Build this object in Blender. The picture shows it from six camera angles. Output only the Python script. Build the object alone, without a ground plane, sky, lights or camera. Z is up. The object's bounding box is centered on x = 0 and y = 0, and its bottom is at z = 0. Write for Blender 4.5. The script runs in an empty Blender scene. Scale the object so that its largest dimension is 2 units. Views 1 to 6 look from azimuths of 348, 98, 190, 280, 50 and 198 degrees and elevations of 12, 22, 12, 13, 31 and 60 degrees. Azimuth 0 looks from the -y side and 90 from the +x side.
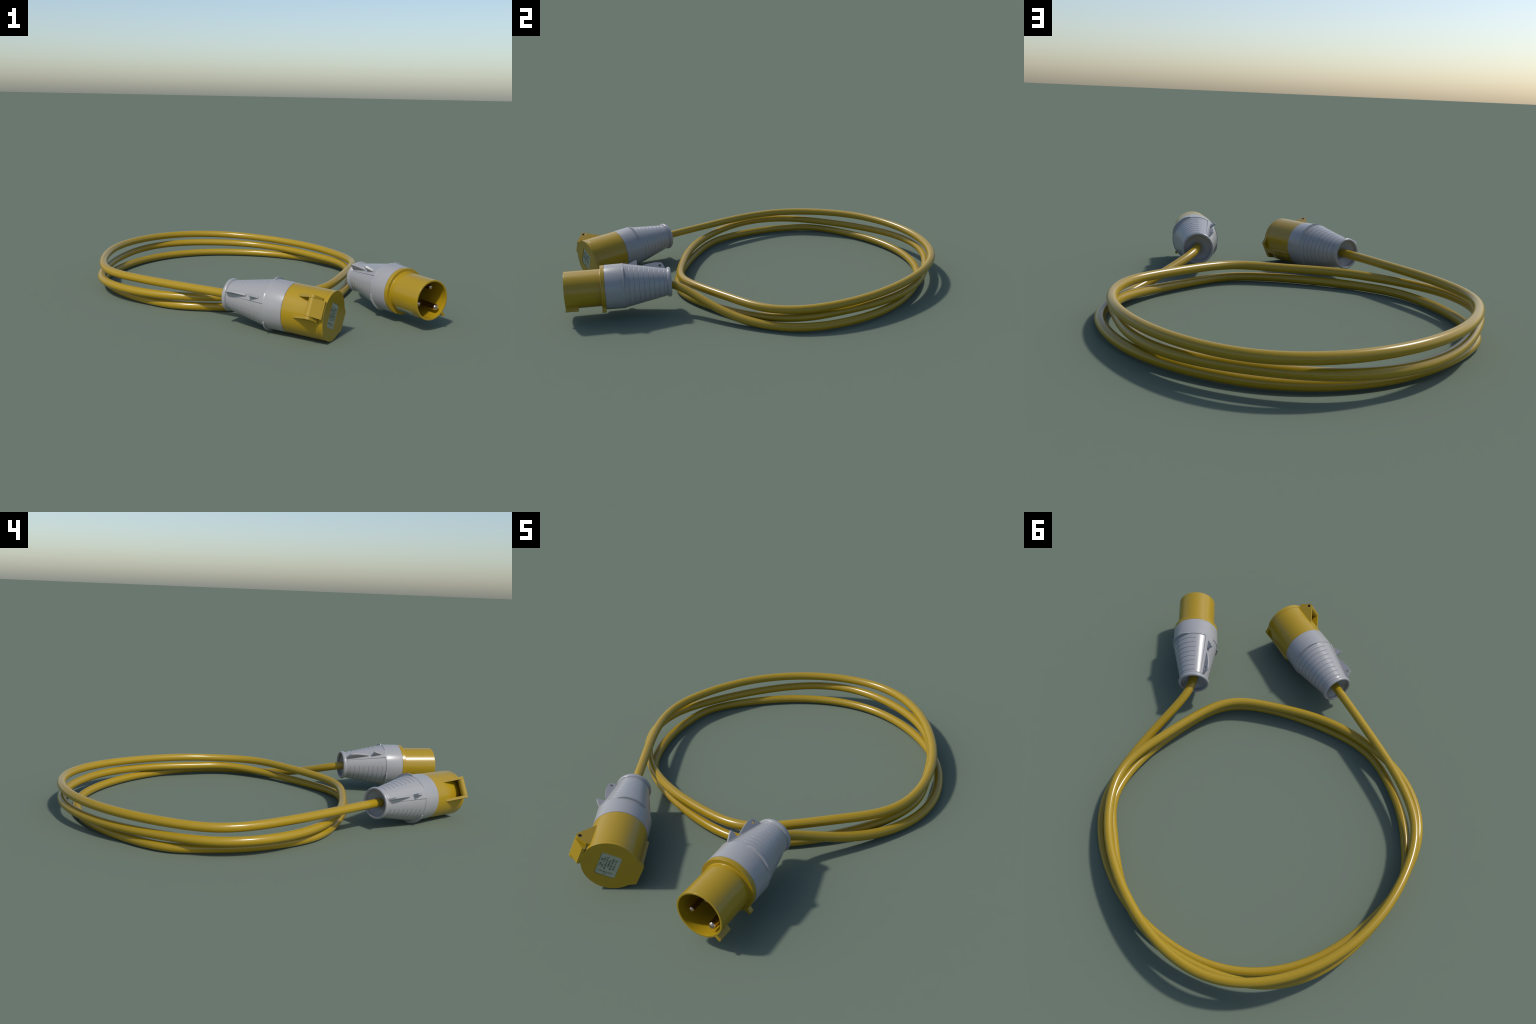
"""Coiled yellow site extension lead: a three-turn cable with a pin plug at one
end and a lidded socket at the other.  Everything is lofted from profiles."""
import bpy, bmesh, math
import numpy as np
from mathutils import Vector, Matrix

TAU = 2 * math.pi
COL = bpy.context.scene.collection

# ------------------------------------------------------------------ materials
def plastic(name, base, rough, grain=0.02, scale=60.0, bump=0.012, coat=0.0, mottle=None):
    m = bpy.data.materials.new(name); m.use_nodes = True
    nt = m.node_tree; nt.nodes.clear()
    out = nt.nodes.new('ShaderNodeOutputMaterial')
    b = nt.nodes.new('ShaderNodeBsdfPrincipled')
    nt.links.new(b.outputs[0], out.inputs[0])
    tc = nt.nodes.new('ShaderNodeTexCoord')
    n1 = nt.nodes.new('ShaderNodeTexNoise'); n1.inputs['Scale'].default_value = scale * 0.6
    n1.inputs['Detail'].default_value = 2.0
    n2 = nt.nodes.new('ShaderNodeTexNoise'); n2.inputs['Scale'].default_value = scale * 6
    n2.inputs['Detail'].default_value = 3
    for n in (n1, n2): nt.links.new(tc.outputs['Object'], n.inputs['Vector'])
    ramp = nt.nodes.new('ShaderNodeValToRGB')
    lo = [c * (1 - grain) for c in base]; hi = [min(1, c * (1 + grain)) for c in base]
    ramp.color_ramp.elements[0].position = 0.0; ramp.color_ramp.elements[1].position = 1.0
    ramp.color_ramp.elements[0].color = (*lo, 1); ramp.color_ramp.elements[1].color = (*hi, 1)
    nt.links.new(n1.outputs['Fac'], ramp.inputs['Fac'])
    nt.links.new(ramp.outputs['Color'], b.inputs['Base Color'])
    b.inputs['Roughness'].default_value = rough
    bp = nt.nodes.new('ShaderNodeBump'); bp.inputs['Strength'].default_value = bump
    bp.inputs['Distance'].default_value = 0.0006
    nt.links.new(n2.outputs['Fac'], bp.inputs['Height'])
    nt.links.new(bp.outputs['Normal'], b.inputs['Normal'])
    b.inputs['Coat Weight'].default_value = coat
    b.inputs['Coat Roughness'].default_value = 0.12
    return m

def metal(name, base, rough):
    m = plastic(name, base, rough, grain=0.04, scale=80, bump=0.0)
    m.node_tree.nodes['Principled BSDF'].inputs['Metallic'].default_value = 1.0
    return m

YELLOW = (0.35, 0.225, 0.0082)
M_CABLE = plastic('yellow_cable_pvc', YELLOW, 0.24)
M_YEL = plastic('yellow_plastic', YELLOW, 0.27)
M_GREY = plastic('grey_plastic', (0.305, 0.304, 0.308), 0.30, grain=0.02)
M_LABEL = plastic('label_card', (0.32, 0.345, 0.25), 0.6, grain=0.03)
M_INK = plastic('black_ink', (0.045, 0.055, 0.05), 0.6)
M_PIN = metal('brass_pin', (0.55, 0.41, 0.30), 0.18)
M_DARK = plastic('bore_shade_dark', (0.030, 0.014, 0.004), 0.6)  # shade colour for the discs that stand in for the pin's hollow

# ------------------------------------------------------------------ helpers
def new_obj(name, bm, mat, parent=None, sharp=38.0):
    bmesh.ops.recalc_face_normals(bm, faces=bm.faces[:])
    me = bpy.data.meshes.new(name); bm.to_mesh(me); bm.free()
    me.materials.append(mat)
    ob = bpy.data.objects.new(name, me); COL.objects.link(ob)
    if parent: ob.parent = parent
    smooth(me, sharp)
    return ob

def smooth(me, deg=38.0):
    me.polygons.foreach_set('use_smooth', [True] * len(me.polygons))
    me.set_sharp_from_angle(angle=math.radians(deg))

def grid(bm, rows, close_rows=False, wrap=True):
    """rows: list of rings of points -> quads between neighbouring rings."""
    V = [[bm.verts.new(p) for p in r] for r in rows]
    n = len(V[0]); R = len(V)
    for i in range(R if close_rows else R - 1):
        a, b = V[i], V[(i + 1) % R]
        for j in range(n if wrap else n - 1):
            bm.faces.new((a[j], a[(j + 1) % n], b[(j + 1) % n], b[j]))
    return V

def revolve(bm, prof, seg=128):
    """prof: (t, r) pairs swept round the connector axis (local z)."""
    rows = [[(r * math.cos(TAU * k / seg), r * math.sin(TAU * k / seg), t) for k in range(seg)] for t, r in prof]
    V = grid(bm, rows)
    return V

def cap(bm, ring):
    bm.faces.new(ring)

def arc(cx, cy, r, a0, a1, n):
    return [(cx + r * math.cos(math.radians(a0 + (a1 - a0) * i / n)),
             cy + r * math.sin(math.radians(a0 + (a1 - a0) * i / n))) for i in range(n + 1)]

def prism(bm, pts, axis, lo, hi):
    """extrude a 2D outline along 'x','y' or 'z' between lo and hi."""
    def P(p, w):
        return {'x': (w, p[0], p[1]), 'y': (p[0], w, p[1]), 'z': (p[0], p[1], w)}[axis]
    a = [bm.verts.new(P(p, lo)) for p in pts]; b = [bm.verts.new(P(p, hi)) for p in pts]
    n = len(pts)
    bm.faces.new(a[::-1]); bm.faces.new(b)
    for i in range(n): bm.faces.new((a[i], a[(i + 1) % n], b[(i + 1) % n], b[i]))
    return a + b

def bevel_new(bm, verts, width, seg=2, angle=35):
    vs = set(verts)
    es = [e for e in bm.edges if e.verts[0] in vs and e.verts[1] in vs and len(e.link_faces) == 2
          and e.calc_face_angle(0) > math.radians(angle)]
    if es: bmesh.ops.bevel(bm, geom=es, offset=width, segments=seg, profile=0.5, affect='EDGES')

def boolean(ob, cutters, op='DIFFERENCE'):
    for c in cutters:
        md = ob.modifiers.new('b', 'BOOLEAN'); md.operation = op; md.solver = 'EXACT'; md.object = c
    dg = bpy.context.evaluated_depsgraph_get()
    me = bpy.data.meshes.new_from_object(ob.evaluated_get(dg))
    ob.modifiers.clear(); old = ob.data; ob.data = me; bpy.data.meshes.remove(old)
    for c in cutters: bpy.data.objects.remove(c)
    smooth(me)

def ss(a, b, x):
    x = np.clip((np.asarray(x, float) - a) / (b - a), 0, 1); return x * x * (3 - 2 * x)

# ------------------------------------------------------------------ hierarchy
root = bpy.data.objects.new('extension_cable', None); COL.objects.link(root)
root.empty_display_size = 0.1
root['label'] = 'coiled yellow extension cable with grey and yellow plug and socket'
root['category'] = 'extension cable'

def connector_frame(name, mouth, front, hook_deg):
    """Empty whose z runs from the cable mouth to the front face and whose x
    points to the side that carries the hanging eye."""
    a = (Vector(front) - Vector(mouth)).normalized()
    u = (Vector((0, 0, 1)) - a * a.z).normalized(); s = a.cross(u)
    h = math.radians(hook_deg)
    x = u * math.cos(h) + s * math.sin(h); y = a.cross(x)
    M = Matrix((x, y, a)).transposed().to_4x4(); M.translation = Vector(mouth)
    e = bpy.data.objects.new(name, None); COL.objects.link(e); e.parent = root
    e.empty_display_size = 0.05; e.matrix_local = M
    return e

plug = connector_frame('plug', (0.5127, -0.3565, 0.1427), (0.6859, -0.8370, 0.1437), 44.8)
socket = connector_frame('socket', (-0.1702, -0.5642, 0.1285), (0.2081, -0.9059, 0.1109), 65.0)

# ------------------------------------------------------------------ the cable
R_CABLE = 0.0206
SPINE = [  # control points of a uniform cubic B-spline: plug -> 2.7 turns -> socket
    (0.5500, -0.4610, 0.1430), (0.5260, -0.4060, 0.1440), (0.5121, -0.3036, 0.1305), (0.5935, -0.1421, 0.0717),
    (0.6783, 0.0713, 0.0215), (0.7137, 0.3263, 0.0215), (0.6160, 0.5571, 0.0252), (0.4265, 0.7600, 0.0193),
    (0.1733, 0.8849, 0.0195), (-0.1061, 0.9281, 0.0215), (-0.3623, 0.8434, 0.0194), (-0.5569, 0.6698, 0.0218),
    (-0.6871, 0.4491, 0.0197), (-0.7518, 0.2643, 0.0213), (-0.7157, 0.1303, 0.0220), (-0.6627, -0.0340, 0.0208),
    (-0.5503, -0.1955, 0.0198), (-0.4133, -0.3371, 0.0193), (-0.1724, -0.3939, 0.0208), (0.1094, -0.4150, 0.0193),
    (0.3576, -0.3672, 0.0206), (0.4859, -0.1935, 0.0200), (0.6200, 0.0493, 0.0306), (0.6717, 0.3237, 0.0546),
    (0.5743, 0.4902, 0.0546), (0.4523, 0.7042, 0.0616), (0.2636, 0.8799, 0.0689), (-0.0038, 0.9571, 0.0778),
    (-0.2941, 0.9528, 0.0787), (-0.5161, 0.8165, 0.0738), (-0.6647, 0.5703, 0.0669), (-0.7387, 0.2913, 0.0692),
    (-0.7708, 0.0502, 0.0689), (-0.6554, -0.1827, 0.0724), (-0.4261, -0.3424, 0.0661), (-0.1474, -0.4125, 0.0730),
    (0.1186, -0.3936, 0.0698), (0.3135, -0.3656, 0.0801), (0.4359, -0.2273, 0.0885), (0.5542, -0.0331, 0.0934),
    (0.6682, 0.1466, 0.0953), (0.6580, 0.3439, 0.0952), (0.5595, 0.5689, 0.1060), (0.3833, 0.7709, 0.1134),
    (0.1584, 0.9327, 0.1227), (-0.0856, 1.0016, 0.1278), (-0.3316, 0.9349, 0.1337), (-0.5423, 0.7676, 0.1373),
    (-0.6906, 0.5314, 0.1375), (-0.7497, 0.2587, 0.1283), (-0.7385, 0.0221, 0.1181), (-0.5763, -0.1908, 0.1256),
    (-0.3745, -0.3786, 0.1257), (-0.2095, -0.5304, 0.1301), (-0.0950, -0.6304, 0.1246), (-0.0350, -0.6850, 0.1220)]

def bspline(P, per=9):
    P = np.array(P); out = []
    for i in range(len(P) - 3):
        for k in range(per):
            t = k / per
            w = np.array([(1 - t) ** 3, 3 * t ** 3 - 6 * t ** 2 + 4, -3 * t ** 3 + 3 * t ** 2 + 3 * t + 1, t ** 3]) / 6
            out.append(w @ P[i:i + 4])
    return np.array(out)

def tube(bm, path, r, seg=28):
    T = np.gradient(path, axis=0); T /= np.linalg.norm(T, axis=1)[:, None]
    n = np.cross(T[0], [0, 0, 1]); n /= np.linalg.norm(n); rows = []
    for p, t in zip(path, T):
        n = n - t * (n @ t); n /= np.linalg.norm(n); b = np.cross(t, n)
        rows.append([tuple(p + r * (math.cos(TAU * k / seg) * n + math.sin(TAU * k / seg) * b)) for k in range(seg)])
    V = grid(bm, rows); cap(bm, V[0]); cap(bm, V[-1])

path = bspline(SPINE)
path[:, 2] = np.maximum(path[:, 2], R_CABLE + 0.0002)     # the lowest turn lies on the ground
bm = bmesh.new(); tube(bm, path, R_CABLE)
cable = new_obj('cable', bm, M_CABLE, root)

# ------------------------------------------------------------------ grip handle (shared by both ends)
T_STEP, T_BAND = 0.2215, 0.315
RIBS = [0.028 + 0.0245 * k for k in range(8)]

def panel_side(p):
    """1 on the recessed grip panel, 0 on the strip that carries the hanging eye"""
    return float(ss(11.5, 12.2, p))

def handle_radius(phi, t):
    """phi in degrees from the hanging eye; t along the axis."""
    p = abs((phi + 180) % 360 - 180)
    side = panel_side(p)
    r = 0.0703 + 0.1935 * (t - 0.018)                     # recessed panel
    r -= 0.0008 * math.exp(-((t - 0.011) / 0.003) ** 2)
    lift = 0.0013 + 0.0030 * float(np.clip(t / T_STEP, 0, 1))
    r += lift * (1 - side) * float(ss(0.009, 0.015, t))   # raised strip
    if side > 0 and t < RIBS[-1]:                         # saw-tooth grip rings, steps facing the cable
        fade = float(ss(38.6, 39.8, p))
        k = next(i for i, tr in enumerate(RIBS) if t < tr)
        d = RIBS[k] - t
        r -= fade * (0.0017 * float(1 - ss(0.0004, 0.0031, d)) + 0.0003 * math.exp(-d / 0.008)) * float(ss(0.012, 0.016, t)) * float(np.clip(d / 0.0006, 0, 1))
    f = float(np.clip((t - T_STEP) / (T_BAND - T_STEP), 0, 1))
    rb = 0.1123 - 0.0014 * f                              # plain band
    q = abs(p - 90)                                       # thin finger guard on either side
    fl = 0.0 if q > 32.6 else (0.28 + 0.72 * min(1.0, (32.6 - q) / 15.0) ** 0.8) * float(ss(32.6, 32.0, q) if False else 1 - ss(31.9, 32.6, q))
    rb += 0.0086 * fl * float(1 - ss(T_STEP + 0.0060, T_STEP + 0.0078, t))
    k = float(ss(T_STEP - 0.0010, T_STEP, t))
    k2 = float(ss(T_STEP - 0.004, T_STEP + 0.006, t))
    k = k * side + k2 * (1 - side)
    return r * (1 - k) + rb * k
def build_handle_mesh():
    phis = sorted(set([float(x) for x in np.arange(-180, 180, 1.5)]
                      + [s * x for s in (-1, 1) for x in (11.2, 11.5, 11.75, 12.0, 12.25, 12.5, 38.6, 39.0, 39.4, 39.8, 57.2, 57.5, 57.8, 58.1, 58.5, 121.5, 121.9, 122.2, 122.5, 122.8)]))
    ts = list(np.linspace(0.0095, 0.0205, 7))
    for tr in RIBS: ts += [tr - 0.0140, tr - 0.0090, tr - 0.0060, tr - 0.0042, tr - 0.0031, tr - 0.0025, tr - 0.00175, tr - 0.0011, tr - 0.0006, tr, tr + 0.0008, tr + 0.0025]
    ts += [T_STEP - 0.006, T_STEP - 0.003, T_STEP - 0.0012, T_STEP - 0.0008, T_STEP - 0.0004, T_STEP,
           T_STEP + 0.0004, T_STEP + 0.0012, T_STEP + 0.004, T_STEP + 0.0055, T_STEP + 0.0060, T_STEP + 0.0064, T_STEP + 0.0069, T_STEP + 0.0074, T_STEP + 0.0078, T_STEP + 0.0084, T_STEP + 0.011, T_BAND - 0.0016]
    ts = sorted(set(round(float(t), 5) for t in ts))
    rows = []
    def ring(t, r): return [(r * math.cos(math.radians(p)), r * math.sin(math.radians(p)), t) for p in phis]
    # cable mouth: funnel, undercut lip, rolled rim
    for t, r in [(0.034, 0.012), (0.032, 0.0190), (0.0285, 0.0240), (0.0235, 0.0330), (0.0165, 0.0470), (0.0075, 0.0620),
                 (0.002, 0.0655), (-0.0005, 0.0655), (-0.0012, 0.0638)]:
        rows.append(ring(t, r))
    for i in range(15):                                   # rolled rim, elliptical section
        a = math.radians(190 - 300 * i / 14 * 0.72 + 0)   # from inner side over the end to the outside
        rows.append(ring(-0.0005 - 0.0098 * math.sin(math.radians(180 * i / 14)), 0.0688 - 0.0068 * math.cos(math.radians(180 * i / 14))))
    for i in range(1, 6):
        a = math.radians(90 * i / 5)
        rows.append(ring(-0.0005 + 0.0098 * math.sin(a), 0.0702 + 0.0054 * math.cos(a) ** 1.0))
    for t in ts:
        if t <= 0.0095: continue
        rows.append([(r * math.cos(math.radians(p)), r * math.sin(math.radians(p)), t)
                     for p in phis for r in (float(handle_radius(p, t)),)])
    rows.append(ring(T_BAND - 0.0006, 0.11066)); rows.append(ring(T_BAND - 0.0001, 0.1098)); rows.append(ring(T_BAND, 0.1088)); rows.append(ring(T_BAND, 0.05))
    bm = bmesh.new(); V = grid(bm, rows); cap(bm, V[0]); cap(bm, V[-1])
    # hanging eye: thin rounded fin with a hole
    def fin(pts, half, holes=()):
        tmp = bmesh.new()
        vs = prism(tmp, pts, 'y', -half, half)
        bevel_new(tmp, vs, 0.0009, 2, 50)
        bmesh.ops.recalc_face_normals(tmp, faces=tmp.faces[:])
        me = bpy.data.meshes.new('t'); tmp.to_mesh(me); tmp.free()
        ob = bpy.data.objects.new('t', me); COL.objects.link(ob)
        if holes:
            cs = []
            for (hx, ht, hr) in holes:
                c = bmesh.new(); prism(c, arc(hx, ht, hr, 0, 345, 23), 'y', -0.02, 0.02)
                bmesh.ops.recalc_face_normals(c, faces=c.faces[:])
                cm = bpy.data.meshes.new('c'); c.to_mesh(cm); c.free()
                co = bpy.data.objects.new('c', cm); COL.objects.link(co); cs.append(co)
            boolean(ob, cs)
        bm.from_mesh(ob.data); d = ob.data; bpy.data.objects.remove(ob); bpy.data.meshes.remove(d)
    eye = [(0.060, 0.0100), (0.0725, 0.0112)] + arc(0.0925, 0.0385, 0.0172, -70, 12, 10) + [
        (0.1112, 0.0600), (0.1070, 0.0920), (0.1000, 0.1270), (0.080, 0.1270)]
    fin(eye, 0.0040, [(0.0927, 0.0372, 0.0074)])
    # small thumb lug in front of the eye
    lug = [(0.085, 0.1490), (0.105, 0.1508)] + arc(0.1285, 0.1556, 0.0038, -80, 55, 6) + [(0.1120, 0.1970), (0.09, 0.1970)]
    fin(lug, 0.0048)
    return bm

handle_plug = new_obj('grip_handle', build_handle_mesh(), M_GREY, plug, 36)
handle_socket = bpy.data.objects.new('grip_handle', handle_plug.data)
COL.objects.link(handle_socket); handle_socket.parent = socket

# ------------------------------------------------------------------ plug front
bm = bmesh.new()
RP = 0.0927
prof = [(T_BAND + 0.0003, 0.05), (T_BAND + 0.0003, 0.1085), (T_BAND + 0.001, 0.1098), (T_BAND + 0.003, 0.1100), (T_BAND + 0.0165, 0.1100)]
prof += [(T_BAND + 0.0188 + 0.0012 * math.sin(a), 0.1088 + 0.0012 * math.cos(a)) for a in np.radians([0, 30, 60, 90])]
prof += [(T_BAND + 0.0200, 0.1075), (T_BAND + 0.0200, RP + 0.0030)]
prof += [(T_BAND + 0.0200 + 0.0030 * (1 - math.cos(a)), RP + 0.0030 * (1 - math.sin(a))) for a in np.radians([0, 22.5, 45, 67.5, 90])]
prof += [(0.3465, RP), (0.42, RP), (0.5070, RP), (0.5092, RP)]
prof += [(0.5092 + 0.0018 * math.sin(a), RP - 0.0018 + 0.0018 * math.cos(a)) for a in np.radians([30, 60, 90])]
prof += [(0.511, RP - 0.0066), (0.5105, RP - 0.0077), (0.509, RP - 0.0082), (0.505, RP - 0.0083), (0.338, RP - 0.0088), (0.336, RP - 0.0105), (0.336, 0.012)]
V = revolve(bm, prof, 144); cap(bm, V[-1]); cap(bm, V[0])
# locating key at the front and its lug on the flange
key = [(-0.086, 0.0066), (-0.086, -0.0066), (-0.1075, -0.0066)] + arc(-0.1082, 0, 0.0066, -90, -270, 10)[1:-1] + [(-0.1075, 0.0066)]
vs = prism(bm, key, 'z', 0.4485, 0.5112); bevel_new(bm, vs, 0.0008, 2, 60)
lugp = [(-0.100, 0.011), (-0.100, -0.011), (-0.1105, -0.0105), (-0.1150, -0.0070), (-0.1255, -0.0064)] + arc(-0.1262, 0, 0.0064, -90, -270, 10)[1:-1] + [(-0.1255, 0.0064), (-0.1150, 0.0070), (-0.1105, 0.0105)]
vs = prism(bm, lugp, 'z', T_BAND + 0.0012, T_BAND + 0.0215); bevel_new(bm, vs, 0.0008, 2, 60)
shroud = new_obj('pin_shroud', bm, M_YEL, plug)

def pin(name, phi, rad, rp, tip):
    bm = bmesh.new()
    h = 0.8 * rp                                          # domed tip
    pr = [(0.3355, rp), (tip - h - 0.002, rp), (tip - h, rp)] + [(tip - h + h * math.sin(a), rp * math.cos(a)) for a in np.radians([12, 25, 38, 51, 64, 75, 84])]
    V = revolve(bm, pr, 32); cap(bm, V[0]); cap(bm, V[-1])
    o = new_obj(name, bm, M_PIN, plug)
    o.location = (rad * math.cos(math.radians(phi)), rad * math.sin(math.radians(phi)), 0)
    return o
pin('contact_pin', 180, 0.0573, 0.0146, 0.5040)
p1 = pin('contact_pin', 63, 0.0550, 0.0109, 0.4880)
p2 = bpy.data.objects.new('contact_pin', p1.data); COL.objects.link(p2); p2.parent = plug
p2.location = (0.0550 * math.cos(math.radians(-61)), 0.0550 * math.sin(math.radians(-61)), 0)

# ------------------------------------------------------------------ socket body
RS = 0.1097
def body_radius(phi, t):
    """cylinder with a locating ridge along the side opposite the hinge"""
    p = math.radians((phi % 360) - 180)                   # 0 on the ridge
    y = RS * math.sin(p)
    r = RS
    if abs(p) < 0.6:
        flat = 0.1196 / max(math.cos(p), 0.3)
        k = 1 - float(ss(0.0120, 0.0152, abs(y)))
        r = RS + (min(flat, 0.1204) - RS) * k * float(np.clip((t - 0.3150) / 0.0060, 0, 1))
    return r
phis = sorted(set([float(x) for x in np.arange(0, 360, 2.0)] + [180 + s * x for s in (-1, 1) for x in np.arange(5.0, 9.0, 0.35)]))
bm = bmesh.new(); rows = []
for t, dr in [(T_BAND + 0.0003, None), (T_BAND + 0.0003, -0.0012), (T_BAND + 0.001, 0), (0.319, 0), (0.321, 0), (0.3235, 0), (0.33, 0), (0.42, 0), (0.4905, 0), (0.4925, 0),
              (0.4936, -0.0004), (0.4940, -0.0014)]:
    rows.append([((0.05 if dr is None else body_radius(p, t) + dr) * math.cos(math.radians(p)),
                  (0.05 if dr is None else body_radius(p, t) + dr) * math.sin(math.radians(p)), t) for p in phis])
V = grid(bm, rows); cap(bm, V[0]); cap(bm, V[-1])
# the two hinge cheeks
PX, PT = 0.1425, 0.4620                                  # hinge axis (radial, along)
cheek = [(0.088, 0.3740), (0.0985, 0.3745)] + arc(PX, PT, 0.0145, -33, 62, 9) + [(0.1115, 0.4925), (0.1085, 0.4915), (0.088, 0.4915)]
for s in (-1, 1):
    y0, y1 = sorted((s * 0.0405, s * 0.0525))
    vs = prism(bm, cheek, 'y', y0, y1); bevel_new(bm, vs, 0.0009, 2, 40)
body = new_obj('socket_body', bm, M_YEL, socket)
cuts = []
for s in (-1, 1):                                         # pin holes through the outer cheeks
    c = bmesh.new(); y0, y1 = sorted((s * 0.0455, s * 0.07)); prism(c, arc(PX, PT, 0.0079, 0, 348.75, 31), 'y', y0, y1)
    cuts.append(new_obj('cut', c, M_YEL, socket))
bpy.context.view_layer.update()
boolean(body, cuts)

# hinge pin: rolled pin with recessed ends; added dark discs imitate its shaded hollow
bm = bmesh.new()
for s in (-1, 1):
    seg = 28
    def ringy(y, r): return [(PX + r * math.cos(TAU * k / seg), y, PT + r * math.sin(TAU * k / seg)) for k in range(seg)]
    V = grid(bm, [ringy(s * 0.030, 0.0082), ringy(s * 0.0522, 0.0082), ringy(s * 0.0524, 0.0080), ringy(s * 0.0520, 0.0072), ringy(s * 0.0475, 0.0069)])
    cap(bm, V[0]); cap(bm, V[-1])
hp = new_obj('hinge_pin', bm, M_PIN, socket)
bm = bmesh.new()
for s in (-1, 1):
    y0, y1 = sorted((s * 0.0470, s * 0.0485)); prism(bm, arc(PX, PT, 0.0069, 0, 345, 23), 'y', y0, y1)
shade_discs = new_obj('bore_shade_disc', bm, M_DARK, socket)  # dark discs added in place of a deep hole

# ------------------------------------------------------------------ spring lid
T_LID0, T_LID1 = 0.4944, 0.5125
out = [(RS * math.cos(math.radians(a)), RS * math.sin(math.radians(a))) for a in np.arange(-142, 142.1, 2.0)]
# catch nose: straight flanks from the disc to a flat end
for sgn in (1, -1):
    nose = [(-0.0925, 0.0600), (-0.1010, 0.0545), (-0.1100, 0.0490), (-0.1175, 0.0442), (-0.1195, 0.0425)]
    out += [(x, sgn * y) for x, y in (nose if sgn == 1 else nose[::-1])]
bm = bmesh.new()
vs = prism(bm, out, 'z', T_LID0, T_LID1)
top = [e for e in bm.edges if all(v.co.z > T_LID1 - 1e-5 for v in e.verts) and len(e.link_faces) == 2 and e.calc_face_angle(0) > 0.6]
bmesh.ops.bevel(bm, geom=top, offset=0.0010, segments=3, profile=0.5, affect='EDGES')
lid = new_obj('spring_lid', bm, M_YEL, socket)
def rounded_rect(cx, cy, hx, hy, r):
    pts = []
    for (sx, sy, a) in ((1, 1, 0), (-1, 1, 90), (-1, -1, 180), (1, -1, 270)):
        pts += arc(cx + sx * (hx - r), cy + sy * (hy - r), r, a, a + 90, 6)
    return pts
LX, LY, LHX, LHY = 0.0063, 0.0008, 0.0395, 0.0540
bm = bmesh.new(); prism(bm, rounded_rect(LX, LY, LHX + 0.001, LHY + 0.001, 0.0095), 'z', T_LID1 - 0.0034, T_LID1 + 0.01)
cut = new_obj('cut', bm, M_YEL, socket)
bpy.context.view_layer.update()
boolean(lid, [cut])
# lid arm: barrel round the hinge pin and a flat tongue that runs down to the rim
arm = [(p[0], p[1]) for p in arc(PX, PT, 0.0150, 40, 310, 16)][::-1]
arm = arc(PX, PT, 0.0150, 40, -180, 16)                   # from tangent, over the back, to the inside
arm = [(PX + 0.0150 * math.cos(a), PT + 0.0150 * math.sin(a)) for a in np.radians(np.linspace(40, -170, 18))]
arm += [(0.1260, 0.4700), (0.1088, 0.4935), (0.1088, 0.5112), (0.1195, 0.5112)]
bm = bmesh.new(); vs = prism(bm, arm, 'y', -0.0390, 0.0390); bevel_new(bm, vs, 0.0010, 2, 40)
lid_arm = new_obj('lid_arm', bm, M_YEL, socket)

# ------------------------------------------------------------------ labels and lettering
def text_mesh(body, size, length):
    cu = bpy.data.curves.new('txt', 'FONT'); cu.body = body; cu.size = size; cu.align_x = 'CENTER'; cu.align_y = 'CENTER'
    cu.extrude = 0.00012; cu.resolution_u = 3; cu.offset = size * 0.022
    o = bpy.data.objects.new('txt', cu); COL.objects.link(o)
    bpy.context.view_layer.update()
    me = bpy.data.meshes.new_from_object(o.evaluated_get(bpy.context.evaluated_depsgraph_get()))
    bpy.data.objects.remove(o); bpy.data.curves.remove(cu)
    b = bmesh.new(); b.from_mesh(me); bpy.data.meshes.remove(me)
    xs = [v.co.x for v in b.verts]; k = length / (max(xs) - min(xs)); mid = (max(xs) + min(xs)) / 2
    for v in b.verts: v.co.x = (v.co.x - mid) * k
    return b

SPEC = [  # words, distance of the line across the label, offset along it, length
    ('16A - 4h', 0.0301, 0.0075, 0.037), ('100 - 130V~', 0.0210, 0.0110, 0.055), ('50-60Hz 2P+E', 0.0103, 0.0075, 0.0645),
    ('EXM4106', -0.0010, 0.0095, 0.039), ('BS EN 60309', -0.0116, 0.0095, 0.0585), ('IP44    CE', -0.0232, 0.0105, 0.0515)]

def lettering(surface):
    """spec lines run along the label; the maker's line runs across its foot.
    surface(u, v, w): u along the label, v across, w above it."""
    bm = bmesh.new()
    def put(b, cu, cv, turn):
        off = {}
        for v in b.verts:
            x, y, z = v.co
            u, w = (x, y) if not turn else (-y, x)
            off[v] = bm.verts.new(surface(cu + u, cv + w, z))
        for f in b.faces:
            try: bm.faces.new([off[v] for v in f.verts])
            except ValueError: pass
        b.free()
    for words, v, u, length in SPEC:
        put(text_mesh(words, 0.0108, length), u, v, False)
    b = bmesh.new(); prism(b, [(-0.0030, -0.0030), (0.0030, -0.0030), (0.0, 0.0034)], 'z', -0.00012, 0.00012)
    put(b, 0.0138, -0.0232, False)
    put(text_mesh('ELECTRICALS', 0.0086, 0.0515), -0.0352, 0.0027, True)
    for k in range(4):                                    # small wavy maker's mark, too fine to read
        b = bmesh.new(); prism(b, arc(0, 0, 0.0014, 0, 330, 11), 'z', -0.00012, 0.00012)
        put(b, -0.0450, -0.0027 + k * 0.0034, True)
    return bm

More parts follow.
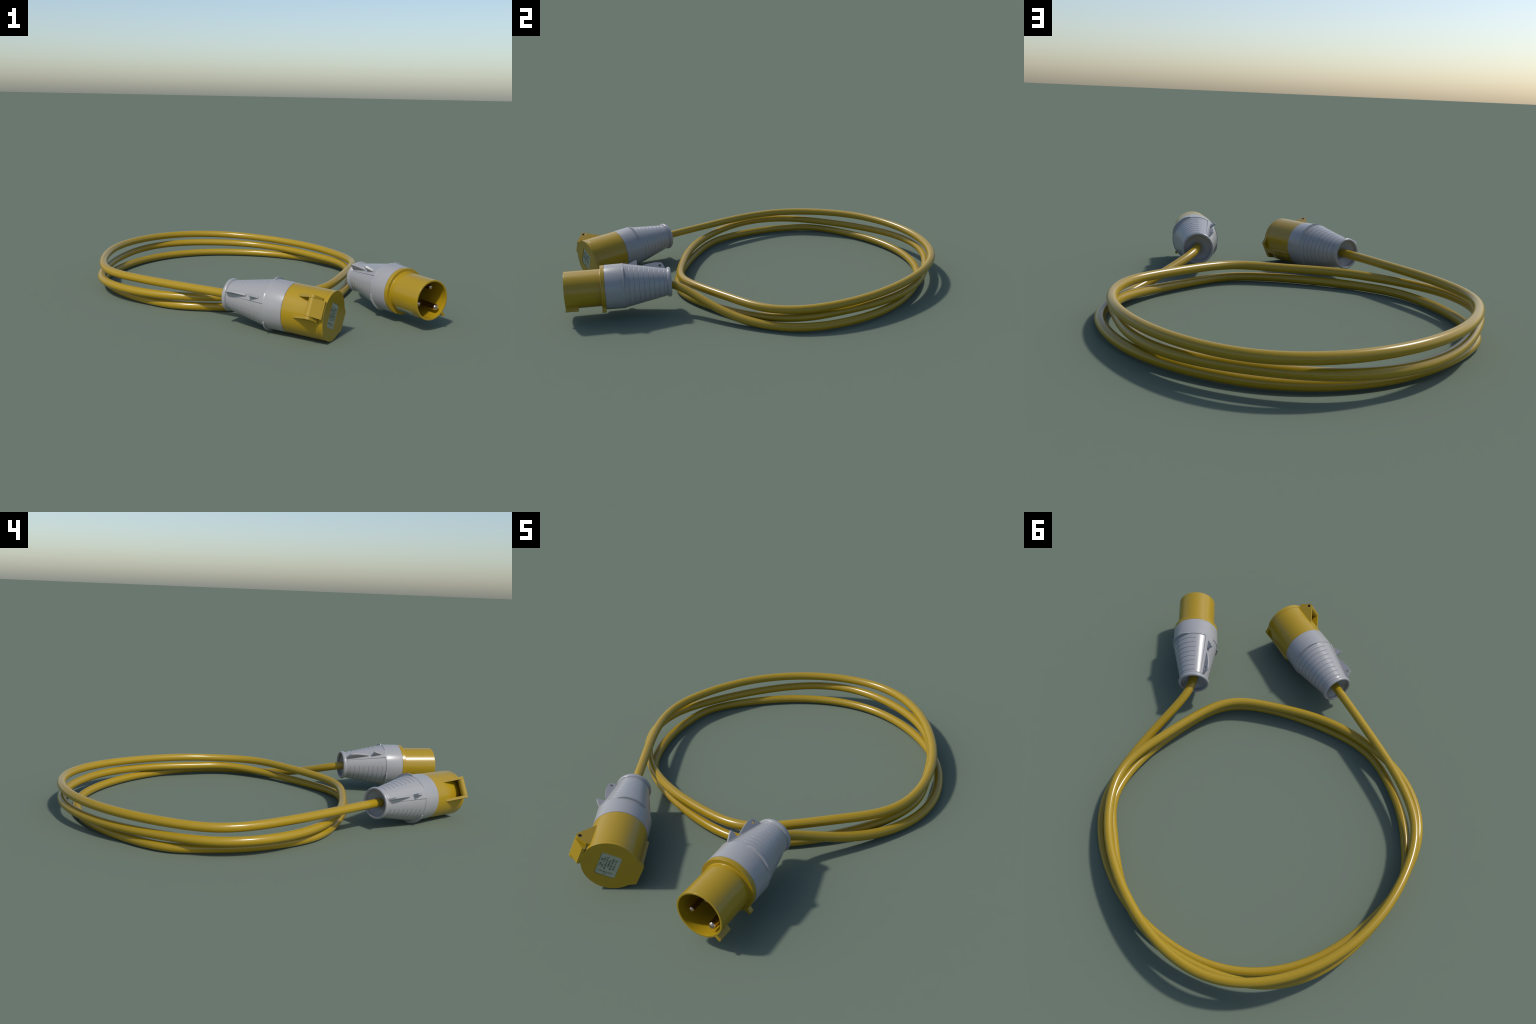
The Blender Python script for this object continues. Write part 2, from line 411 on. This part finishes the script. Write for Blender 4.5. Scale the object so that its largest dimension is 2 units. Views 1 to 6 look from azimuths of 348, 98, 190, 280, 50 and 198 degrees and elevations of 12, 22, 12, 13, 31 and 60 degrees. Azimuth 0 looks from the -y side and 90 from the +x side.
T_LAB = T_LID1 - 0.0028
bm = bmesh.new(); prism(bm, rounded_rect(LX, LY, LHX, LHY, 0.0088), 'z', T_LAB - 0.0007, T_LAB)
lab = new_obj('rating_label', bm, M_LABEL, socket)
# u runs along -y, v along +x  (read from the front, hanging eye to the left)
lt = new_obj('lettering', lettering(lambda u, v, w: (LX + v, LY - u, T_LAB + 0.0001 + w)), M_INK, socket)
lt['kind'] = 'stuff'

# plug label wraps round the shroud
def wrap(u, v, w, rad, tc, pc):
    a = math.radians(pc) + v / rad                        # u runs back from the rim, v round the shroud
    return ((rad + w) * math.cos(a), (rad + w) * math.sin(a), tc - u)
PT_C, PP_C = 0.4115, 106.5
bm = bmesh.new()
NU, NV = 40, 32
def lab_pt(i, j, w):
    fu, fv = 2 * i / NU - 1, 2 * j / NV - 1
    hu, hv, rc = 0.0540, 0.0395, 0.0088
    v = fv * hv; d = abs(v) - (hv - rc)
    w_ = hu - (rc - math.sqrt(max(rc * rc - d * d, 0)) if d > 0 else 0)
    return wrap(fu * w_, v, w, RP, PT_C, PP_C)
A = [[bm.verts.new(lab_pt(i, j, 0.00055)) for j in range(NV + 1)] for i in range(NU + 1)]
B = [[bm.verts.new(lab_pt(i, j, -0.0004)) for j in range(NV + 1)] for i in range(NU + 1)]
for i in range(NU):
    for j in range(NV):
        bm.faces.new((A[i][j], A[i + 1][j], A[i + 1][j + 1], A[i][j + 1]))
        bm.faces.new((B[i][j], B[i][j + 1], B[i + 1][j + 1], B[i + 1][j]))
for i in range(NU):
    bm.faces.new((A[i][0], B[i][0], B[i + 1][0], A[i + 1][0])); bm.faces.new((A[i][NV], A[i + 1][NV], B[i + 1][NV], B[i][NV]))
for j in range(NV):
    bm.faces.new((A[0][j], A[0][j + 1], B[0][j + 1], B[0][j])); bm.faces.new((A[NU][j], B[NU][j], B[NU][j + 1], A[NU][j + 1]))
pl = new_obj('rating_label', bm, M_LABEL, plug, 60)
lt2 = new_obj('lettering', lettering(lambda u, v, w: wrap(u, v, 0.00070 + w, RP, PT_C, PP_C)), M_INK, plug, 60)
lt2['kind'] = 'stuff'

for o in root.children_recursive:                         # flat faces stay flat beside their rounded edges
    if o.type == 'MESH' and o.name.split('.')[0] in ('spring_lid', 'lid_arm', 'socket_body', 'pin_shroud'):
        md = o.modifiers.new('flat_faces', 'WEIGHTED_NORMAL'); md.keep_sharp = True; md.weight = 60
